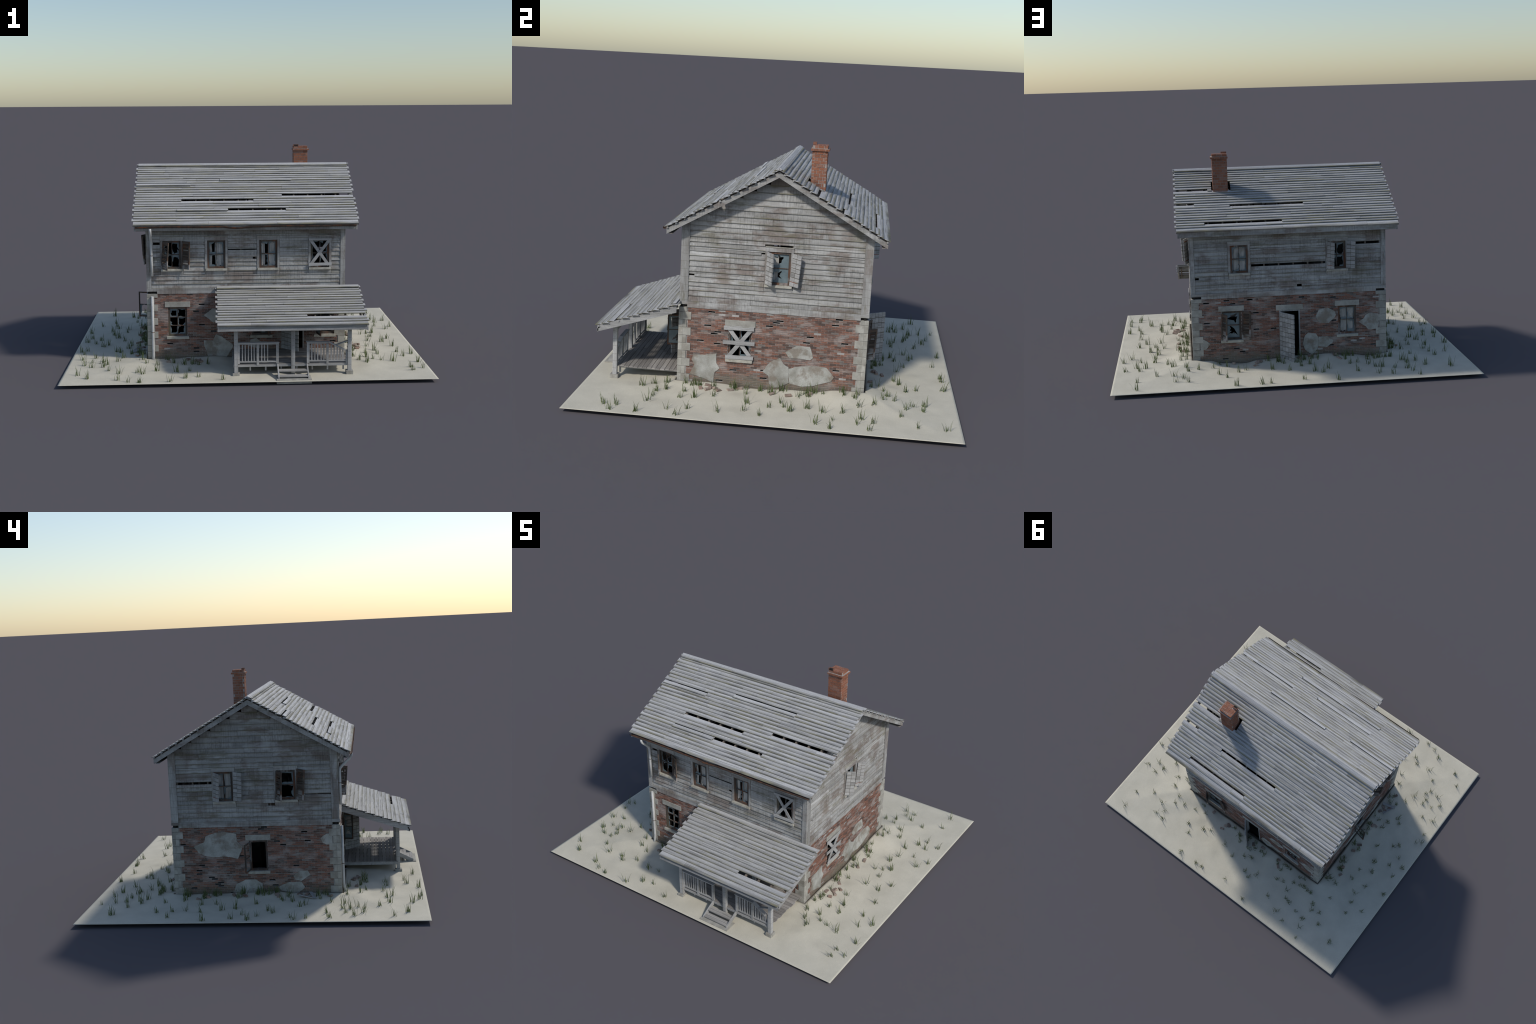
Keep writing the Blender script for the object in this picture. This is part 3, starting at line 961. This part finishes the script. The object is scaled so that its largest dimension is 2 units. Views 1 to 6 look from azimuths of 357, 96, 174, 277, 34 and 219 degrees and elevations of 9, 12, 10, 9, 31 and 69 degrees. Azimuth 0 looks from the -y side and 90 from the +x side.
def build_roof():
    step = EAVE_Y / math.cos(SLOPE) / ROWS
    r = random.Random(5)
    plan = {-1: dict(missing=[(14, .213, .70), (16, -.361, .049), (20, -.097, .2275)],
                     slid=[(7, -.139, .279, .0015), (9, -.6225, -.308, .0022), (20, -.383, -.099, -.001)], void=None, pitch=(-.26, .985)),
            1: dict(missing=[(16, -.107, .3145), (23, .032, .465), (15, .517, .70), (9, .434, .70)],
                    slid=[], void=((6, 7, 8, 9), (.299, .4105)), pitch=(.10, .972))}
    for sign, p in plan.items():
        pitch = Pitch(0.0, 1.107, sign, TAN)
        off, part = p["pitch"]
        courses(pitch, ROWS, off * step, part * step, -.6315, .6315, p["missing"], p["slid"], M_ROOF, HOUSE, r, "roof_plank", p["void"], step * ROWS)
        for k in range(16):                       # rafters
            x = -.6 + k * .0803
            g = Geo()
            g.hexa([pitch(x - .004, .02, -.032), pitch(x + .004, .02, -.032), pitch(x + .004, .585, -.032), pitch(x - .004, .585, -.032),
                    pitch(x - .004, .005, -.0118), pitch(x + .004, .005, -.0118), pitch(x + .004, .590, -.0118), pitch(x - .004, .590, -.0118)])
            make("rafter", g, M_STUD, HOUSE)
        g = Geo()                                 # ridge capping board
        pitch.plank(g, -.6215, .6215, -.001, .0275, .0042, 0, .004, .001)
        make("ridge_board", g, M_ROOF, HOUSE)
        g = Geo()                                 # eaves fascia
        g.box((-.611, sign * .509 - .004, .7735), (.611, sign * .509 + .004, .803))
        g.box((-.611, sign * .4955 - .009, .770), (.611, sign * .4955 + .009, .7735))
        make("fascia_board", g, M_SID["x"], HOUSE)
        for sx in (-1, 1):                        # barge boards on the gables with batten ends above
            g = Geo()
            xa, xb = sx * .608, sx * .6165
            prof = [(0.0, 1.0905), (0.0, 1.0640), (.514, .7695), (.514, .7945)]
            g.prism([(xa, sign * y, z) for y, z in prof], [(xb, sign * y, z) for y, z in prof])
            make("barge_board", g, M_SID["y"], HOUSE)
            g = Geo()
            for k in range(1, ROWS, 2):
                s = (k + .55) * step
                g.hexa([pitch(sx * .60, s - .0042, -.016), pitch(sx * .6235, s - .0042, -.016), pitch(sx * .6235, s + .0042, -.016), pitch(sx * .60, s + .0042, -.016),
                        pitch(sx * .60, s - .0042, -.0085), pitch(sx * .6235, s - .0042, -.0085), pitch(sx * .6235, s + .0042, -.0085), pitch(sx * .60, s + .0042, -.0085)])
            make("batten_end", g, M_SID["x"], HOUSE, kind="stuff")


build_roof()


def tube(name, pts, rad, mat, parent, half=False, seg=12, wall_t=0.0012):
    """round pipe along a polyline, or an open half-round trough"""
    g = Geo()
    pts = [Vector(p) for p in pts]
    ring = []
    for i, p in enumerate(pts):
        d = (pts[min(i + 1, len(pts) - 1)] - pts[max(i - 1, 0)]).normalized()
        side = d.cross(Vector((0, 1, 0.01))).normalized() if abs(d.y) < .9 else Vector((1, 0, 0))
        up = side.cross(d).normalized()
        ids = []
        for k in range(seg):
            if half:
                t = math.pi + math.pi * k / (seg - 1)
                q = p + Vector((0, math.cos(t) * rad, math.sin(t) * rad))
            else:
                t = 2 * math.pi * k / seg
                q = p + side * math.cos(t) * rad + up * math.sin(t) * rad
            ids.append(len(g.v))
            g.v.append(tuple(q))
        ring.append(ids)
    for a, b in zip(ring, ring[1:]):
        for k in range(seg - (1 if half else 0)):
            g.f.append((a[k], a[(k + 1) % seg], b[(k + 1) % seg], b[k]))
    o = make(name, g, mat, parent, smooth=True)
    s = o.modifiers.new("thickness", "SOLIDIFY")
    s.thickness, s.offset = wall_t, 0
    return o


def build_gutter():
    pts = []
    for i in range(61):                           # rusted trough, sagging where its brackets failed
        x = -.609 + 1.218 * i / 60
        sag = .010 * math.exp(-((x + .055) / .06) ** 2) + .0012 * math.sin(x * 19)
        pts.append((x, -.5245, .7985 - sag))
    tube("gutter", pts, .0085, M_RUST, HOUSE, half=True)
    up = [(-.528, -.5255, .786), (-.528, -.5255, .772), (-.528, -.519, .760), (-.528, -.476, .719), (-.528, -.4635, .705), (-.528, -.4605, .690), (-.5275, -.4605, .600), (-.526, -.4605, .511)]
    dn = [(-.5275, -.462, .396), (-.5275, -.462, .20), (-.527, -.462, .080), (-.527, -.464, .066), (-.5265, -.474, .026)]
    p = tube("downpipe", up, .0068, M_PIPE, HOUSE)
    q = tube("downpipe", dn, .0068, M_PIPE, HOUSE)
    for par, z, y in ((p, .627, -.4605), (q, .190, -.462)):
        tube("pipe_collar", [(-.5275, y, z - .0016), (-.5275, y, z + .0016)], .0078, M_RUST, par)


build_gutter()

# ------------------------------------------------------------------ chimney
def build_chimney():
    X0, X1, Y0, Y1 = .3145, .402, .131, .2035
    core = Geo()
    core.box((X0 + .0016, Y0 + .0016, .92), (X1 - .0016, Y1 - .0016, 1.2022))
    core.box((X0 - .0028, Y0 - .0055, 1.1775), (X1 + .0068, Y1 + .0065, 1.1880))
    ch = make("chimney", core, M_CMORTAR, HOUSE)
    g, r = Geo(), random.Random(3)

    def ring(x0, x1, y0, y1, z0, z1, k, skip=()):
        L, j, d = .0292, .0011, .010
        for face in range(4):
            a, b = (x0, x1) if face % 2 == 0 else (y0 + d, y1 - d)
            u = a - (L / 2 if (k + face) % 2 else 0) + r.uniform(-.002, .002)
            while u < b - .001:
                p, q = max(u, a) + j, min(u + L, b) - j
                u += L
                if q - p < .003:
                    continue
                o = r.uniform(-.0005, .0006)
                lo, hi = z0 + j, z1 - j
                if face == 0: g.box((p, y0 - o, lo), (q, y0 + d, hi))
                if face == 1: g.box((x1 - d, p, lo), (x1 + o, q, hi))
                if face == 2: g.box((p, y1 - d, lo), (q, y1 + o, hi))
                if face == 3: g.box((x0 - o, p, lo), (x0 + d, q, hi))
    h, z, k = .01535, .9465, 0
    while z < 1.174:
        ring(X0, X1, Y0, Y1, z, z + h, k)
        z, k = z + h, k + 1
    ring(X0 - .0045, X1 + .0085, Y0 - .0072, Y1 + .0082, 1.1765, 1.1890, k)
    ring(X0, X1, Y0, Y1, 1.1890, 1.2040, k + 1)
    for i in range(3):                               # bricks laid flat over the top
        for j in range(5):
            x, y = X0 + .011 + i * .0225, Y0 + .011 + j * .0102
            if not (i == 0 and j < 1):
                g.box((x, y, 1.200), (x + .0210, y + .0088, 1.2032 + r.uniform(0, .0008)))
    make("chimney_brick", g, M_CHIM, ch, kind="stuff")
    g = Geo()                                        # loose flue brick standing on the corner, hollow
    for a in ((X0 - .0005, .1225, .0045, .0175), (X0 + .0275, .1225, .0045, .0175)):
        g.box((a[0], a[1] + .006, 1.2041), (a[0] + a[2], a[1] + .006 + a[3], 1.2135))
    g.box((X0 + .004, .1415, 1.2041), (X0 + .0275, .146, 1.2135))
    make("loose_brick", g, M_CHIM, ch)
    g = Geo()  # added dark block standing in for the hollow of the loose brick
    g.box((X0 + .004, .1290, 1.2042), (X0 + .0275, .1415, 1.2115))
    make("flue_dark_fill", g, M_DARK, ch)


build_chimney()

# ------------------------------------------------------------------ porch
PORCH_TAN = 0.344


def build_porch():
    porch = empty("porch", HOUSE)
    r = random.Random(21)
    pitch = Pitch(-.4560, .4425, -1, PORCH_TAN)
    slope_len = .384 / math.cos(pitch.th)
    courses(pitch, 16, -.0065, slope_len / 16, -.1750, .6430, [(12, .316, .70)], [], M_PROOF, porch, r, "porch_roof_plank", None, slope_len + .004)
    g = Geo()                                        # flashing board against the wall
    pitch.plank(g, -.166, .634, -.004, .024, .0045, 0, .003, .001)
    make("flashing_board", g, M_PROOF, porch)
    for k in range(10):
        x = -.135 + k * .0825
        g = Geo()
        g.hexa([pitch(x - .004, .0, -.026), pitch(x + .004, .0, -.026), pitch(x + .004, .392, -.026), pitch(x - .004, .392, -.026),
                pitch(x - .004, .0, -.0118), pitch(x + .004, .0, -.0118), pitch(x + .004, .395, -.0118), pitch(x - .004, .395, -.0118)])
        make("rafter", g, M_STUD, porch)
    for xa, xb in ((-.1655, -.1575), (.6235, .6320)):
        g = Geo()
        prof = [(-.4525, .4310), (-.4525, .3975), (-.8325, .2740), (-.8325, .3035)]
        g.prism([(xa, y, z) for y, z in prof], [(xb, y, z) for y, z in prof])
        make("barge_board", g, M_GREY["y"], porch)
    g = Geo()
    for k in range(1, 16, 2):
        s = (k + .5) * slope_len / 16
        for sx, e in ((-.162, -.1685), (.622, .6365)):
            g.hexa([pitch(a, b, c) for c in (-.016, -.0085) for a, b in ((sx, s - .004), (e, s - .004), (e, s + .004), (sx, s + .004))])
    make("batten_end", g, M_GREY["x"], porch, kind="stuff")
    g = Geo()
    g.box((-.1655, -.8345, .2775), (.632, -.8275, .2905))
    g.box((-.1655, -.8290, .2910), (.632, -.8220, .3060))
    make("fascia_board", g, M_GREY["x"], porch)
    g = Geo()
    g.box((-.078, -.776, .262), (.552, -.756, .284))
    make("porch_beam", g, M_GREY["x"], porch)
    # posts on stone footings
    for x, foot in ((-.0680, True), (.2375, False), (.5420, True)):
        zb = sand_z(x, -.766) - .01
        g = Geo()
        g.box((x - .0103, -.7765, zb), (x + .0103, -.7555, .275))
        make("porch_post", g, M_GREY["z"], porch, bevel=.0008)
        if foot:
            g = Geo()
            top = .0400 if x > 0 else .0335
            g.box((x - .0195, -.787, .004), (x + .0185, -.747, top))
            make("post_footing", g, M_STONE, porch, bevel=.0012)
    # deck boards, joists and rim
    n = 14
    for k in range(n):
        y0, y1 = -.7655 + k * .3135 / n, -.7655 + (k + 1) * .3135 / n
        x, end = -.0775 + r.uniform(-.003, .001), .5405 + r.uniform(-.004, .004)
        while x < end - .001:
            e = x + r.uniform(.22, .48)
            if e > end - .1:
                e = end
            g = Geo()
            d = r.uniform(-.0008, .0008)
            g.hexa([(x + .0005, y0 + .0010, .0765), (e - .0005, y0 + .0010, .0765), (e - .0005, y1 - .0010, .0765), (x + .0005, y1 - .0010, .0765),
                    (x + .0005, y0 + .0010, .0820 + d), (e - .0005, y0 + .0010, .0820 + d), (e - .0005, y1 - .0010, .0820 + d), (x + .0005, y1 - .0010, .0820 + d)])
            make("deck_board", g, M_DECK, porch)
            x = e
    for x in (-.074, .004, .0875, .171, .255, .339, .4215, .507):
        g = Geo()
        g.box((x, -.752, .0640), (x + .008, -.455, .0762))
        g.box((x, -.752, .040), (x + .008, -.744, .0638))
        make("joist", g, M_GREY["y"], porch)
    g = Geo()
    g.box((-.078, -.7685, .0655), (.536, -.7615, .0762))
    g.box((-.0825, -.768, .0615), (-.0790, -.455, .0780))
    make("rim_board", g, M_GREY["x"], porch)
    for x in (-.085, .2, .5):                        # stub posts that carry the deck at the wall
        g = Geo()
        g.box((x, -.474, .015), (x + .010, -.458, .043))
        make("stub_post", g, M_GREY["z"], porch)
    # railing
    yr = -.7645
    for x0, x1 in ((-.0605, -.0480), (.0418, .0548), (.1472, .1612), (.3118, .3262), (.4172, .4292), (.5215, .5315)):
        g = Geo()
        top = .150 if x0 > .5 else (.1925 if x0 < .4 else .186)
        low = .0735 if x0 > .04 and x0 < .05 or x0 > .4 else .0825
        g.box((x0, yr - .0055, low), (x1, yr + .0055, top))
        make("railing_post", g, M_GREY["z"], porch)
    for i, x in enumerate((-.0345, -.0186, -.0027, .0148, .0292, .069, .0849, .1009, .339, .3551, .3711, .3887, .4032, .4433, .4595, .4756, .4917, .507)):
        g = Geo()
        t = .188 if x < .43 else .188 - (x - .43) * .42
        lean = r.uniform(-.0018, .0018)
        g.beam((x, yr, .094), (x + lean, yr, t), .0052, .0052, up=(0, 1, 0))
        make("baluster", g, M_GREY["z"], porch)
    for a, b in (((-.0605, .1935), (.1635, .1925)), ((.3086, .1945), (.431, .1925))):
        g = Geo()
        g.beam((a[0], yr, a[1] + .004), (b[0], yr, b[1] + .004), .020, .0042)
        g.beam((a[0] + .003, yr, a[1] - .002), (b[0] - .003, yr, b[1] - .002), .0085, .0075)
        make("handrail", g, M_GREY["x"], porch)
    g = Geo()                                        # broken end of the right-hand rail
    g.beam((.429, yr, .1962), (.519, yr - .010, .152), .020, .0046)
    g.beam((.470, yr + .002, .178), (.5315, yr + .002, .2005), .015, .0042)
    make("broken_handrail", g, M_GREY["x"], porch)
    for a, b in ((-.048, .0418), (.0548, .1472), (.3262, .4172), (.4292, .5215)):
        g = Geo()
        g.box((a, yr - .0045, .0895), (b, yr + .0045, .0965))
        make("bottom_rail", g, M_GREY["x"], porch)
    # steps
    for x in (.1555, .3135):
        g = Geo()
        prof = [(-.766, .0815), (-.766, .055), (-.838, .0215), (-.8625, .0215), (-.8625, .0335)]
        g.prism([(x - .0032, y, z) for y, z in prof], [(x + .0032, y, z) for y, z in prof])
        make("stair_stringer", g, M_GREY["y"], porch)
    for ya, yb, z in ((-.823, -.788, .0560), (-.860, -.824, .0360)):
        g = Geo()
        g.box((.1590, ya, z - .005), (.3100, (ya + yb) / 2 - .0008, z))
        g.box((.1595, (ya + yb) / 2 + .0008, z - .005), (.3095, yb, z + .0006))
        make("stair_tread", g, M_TREAD, porch)
    g = Geo()
    g.box((.1425, -.8785, 0.0), (.3285, -.800, .0235))
    make("step_slab", g, M_STONE, porch, bevel=.0008)


build_porch()

# ------------------------------------------------------------------ grass and rubble
def tuft_mesh(seed):
    g, r = Geo(), random.Random(seed)
    for _ in range(r.randint(9, 15)):
        a, rad = r.uniform(0, 6.283), r.uniform(0, .015)
        bx, by = math.cos(a) * rad, math.sin(a) * rad
        d = r.uniform(0, 6.283)
        h, bend, w = r.uniform(.026, .066), r.uniform(.004, .022), r.uniform(.0012, .0020)
        px, py = -math.sin(d), math.cos(d)
        base, n = len(g.v), 5
        for k in range(n + 1):
            t = k / n
            off = bend * t * t
            ww = w * (1 - t) ** .7 + .00012
            c = (bx + math.cos(d) * off, by + math.sin(d) * off, -.006 + h * (t - .12 * t * t))
            g.v += [(c[0] - px * ww, c[1] - py * ww, c[2]), (c[0] + px * ww, c[1] + py * ww, c[2])]
        g.f += [(base + 2 * k, base + 2 * k + 1, base + 2 * k + 3, base + 2 * k + 2) for k in range(n)]
    me = bpy.data.meshes.new("grass_tuft")
    me.from_pydata(g.v, [], g.f)
    me.materials.append(M_GRASS)
    return me


TUFTS_FRONT = [(-.87, -.48), (-.86, -.57), (-.80, -.57), (-.78, -.54), (-.70, -.70), (-.86, -.79), (-.64, -.86), (-.58, -.87), (-.57, -.72), (-.56, -.55), (-.50, -.67),
               (-.50, -.58), (-.45, -.49), (-.39, -.69), (-.41, -.55), (-.35, -.58), (-.32, -.68), (-.34, -.80), (-.30, -.56), (-.27, -.58), (-.27, -.79), (-.22, -.57), (-.42, -.86), (-.14, -.84)]
TUFTS_RIGHT = [(.90, -.72), (.96, -.68), (.90, -.66), (.96, -.56), (.67, -.60), (.82, -.54), (.76, -.53), (.71, -.52), (.68, -.48), (.90, -.43), (.96, -.38), (.76, -.40), (.69, -.39),
               (.88, -.34), (.63, -.55), (.60, -.49), (.60, -.40), (.75, -.33), (.72, -.25), (.88, -.20), (.84, -.09), (.75, -.08), (.88, -.01), (.78, .02), (.73, .07), (.77, .09),
               (.81, .12), (.64, .15), (.61, .18), (.78, .27), (.76, .20), (.92, .24), (.96, .31), (.86, .32), (.78, .36), (.59, .35), (.63, .41), (.70, .43), (.88, .43), (.83, .45),
               (.86, .50), (.94, .48), (.67, .50), (.60, .55), (.59, .60), (.76, .63), (.67, .65), (.62, .69), (.66, .73), (.87, .70), (.87, .83), (.59, -.11), (.59, -.16), (.59, .07)]
TUFTS_BACK = [(.59, .74), (.53, .57), (.42, .66), (.38, .71), (.45, .55), (.34, .845), (.31, .63), (.27, .60), (.20, .85), (.15, .845), (-.03, .81), (.12, .62), (.03, .66), (.05, .54),
              (.08, .51), (-.02, .55), (-.04, .61), (-.21, .85), (-.15, .71), (-.11, .69), (-.09, .59), (-.19, .66), (-.32, .60), (-.36, .59), (-.34, .73), (-.42, .62), (-.45, .78),
              (-.45, .67), (-.48, .68), (-.52, .80), (-.55, .70), (-.56, .54), (-.62, .59), (-.64, .63), (-.62, .71), (-.64, .77), (-.66, .84), (-.73, .68), (-.69, .48), (-.83, .50),
              (-.86, .73), (-.43, .55), (-.26, .51), (-.69, .61)]
TUFTS_LEFT = [(-.91, .43), (-.82, .42), (-.80, .35), (-.66, .38), (-.83, .27), (-.96, .24), (-.73, .28), (-.73, .20), (-.81, .16), (-.78, .09), (-.88, .05), (-.94, .10), (-.96, .01),
              (-.64, .09), (-.73, -.01), (-.90, -.03), (-.82, -.08), (-.85, -.11), (-.62, -.04), (-.68, -.14), (-.63, -.17), (-.69, -.20), (-.93, -.20), (-.96, -.22), (-.76, -.24),
              (-.73, -.26), (-.94, -.28), (-.86, -.38), (-.93, -.40), (-.70, -.40), (-.80, -.46), (-.73, -.47), (-.81, -.50), (-.91, -.52), (-.76, -.65), (-.92, -.72), (-.70, -.82),
              (-.60, -.69), (-.59, -.48), (-.66, -.34), (-.59, -.01), (-.59, .07), (-.59, -.10)]


def build_grass():
    meshes = [tuft_mesh(40 + k) for k in range(9)]
    r = random.Random(8)
    spots = TUFTS_FRONT + TUFTS_RIGHT + TUFTS_BACK + TUFTS_LEFT
    for _ in range(60):                               # weeds hugging the walls
        side = r.choice("lrb")
        t, d = r.uniform(-.45, .45), abs(r.gauss(0, .03))
        spots.append({"l": (-.587 - d, t), "r": (.587 + d, t), "b": (t * 1.2, .482 + d)}[side])
    for x, y in spots:
        o = make("grass_tuft", r.choice(meshes), None, SAND)
        s = r.uniform(.85, 1.25)
        o.location = (x, y, sand_z(x, y))
        o.rotation_euler = (r.uniform(-.08, .08), r.uniform(-.08, .08), r.uniform(0, 6.28))
        o.scale = (s, s, s * r.uniform(.85, 1.1))


def brick_mesh(seed):
    g, r = Geo(), random.Random(seed)
    l, w, h = r.uniform(.011, .0155), r.uniform(.0065, .008), r.uniform(.0045, .0058)
    c = [(-1, -1), (1, -1), (1, 1), (-1, 1)]
    g.hexa([(x * l + r.uniform(-.001, .001), y * w + r.uniform(-.001, .001), z * h + r.uniform(-.0008, .0008)) for z in (-1, 1) for x, y in c])
    me = bpy.data.meshes.new("fallen_brick")
    me.from_pydata(g.v, [], g.f)
    me.materials.append(M_RUBBLE)
    return me


RUBBLE = [(.65, -.32), (.66, -.285), (.64, -.27), (.665, -.23), (.63, -.18), (.61, -.29), (.645, -.25), (.64, .02), (.64, .10), (.61, .20), (.595, -.14),
          (.20, .515), (.33, .485), (.21, .545), (.185, .50), (-.11, .485), (-.04, .505), (-.27, .525), (-.25, .49), (-.65, .31),
          (-.62, .12), (-.63, .06), (-.62, -.11), (-.60, -.23), (-.64, -.29), (-.44, -.53), (-.26, -.54), (-.29, -.52), (-.60, -.27), (-.62, -.255),
          (-.63, .26), (-.64, -.12), (-.62, -.39), (-.33, -.51), (-.27, -.53)]


def build_rubble():
    meshes = [brick_mesh(k) for k in range(6)]
    r = random.Random(4)
    for x, y in RUBBLE:
        o = make("fallen_brick", r.choice(meshes), None, SAND)
        o.location = (x, y, sand_z(x, y) + r.uniform(.002, .007))
        o.rotation_euler = (r.uniform(-.35, .35), r.uniform(-.35, .35), r.uniform(0, 3.14))
    for x, y, a in ((-.625, -.30, .3), (-.64, -.27, 1.2)):
        g = Geo()
        g.box((-.045, -.009, -.002), (.045, .009, .002))
        o = make("fallen_board", g, M_GREY["x"], SAND)
        o.location, o.rotation_euler = (x, y, sand_z(x, y) + .008), (.25, -.12, a)


build_grass()
build_rubble()
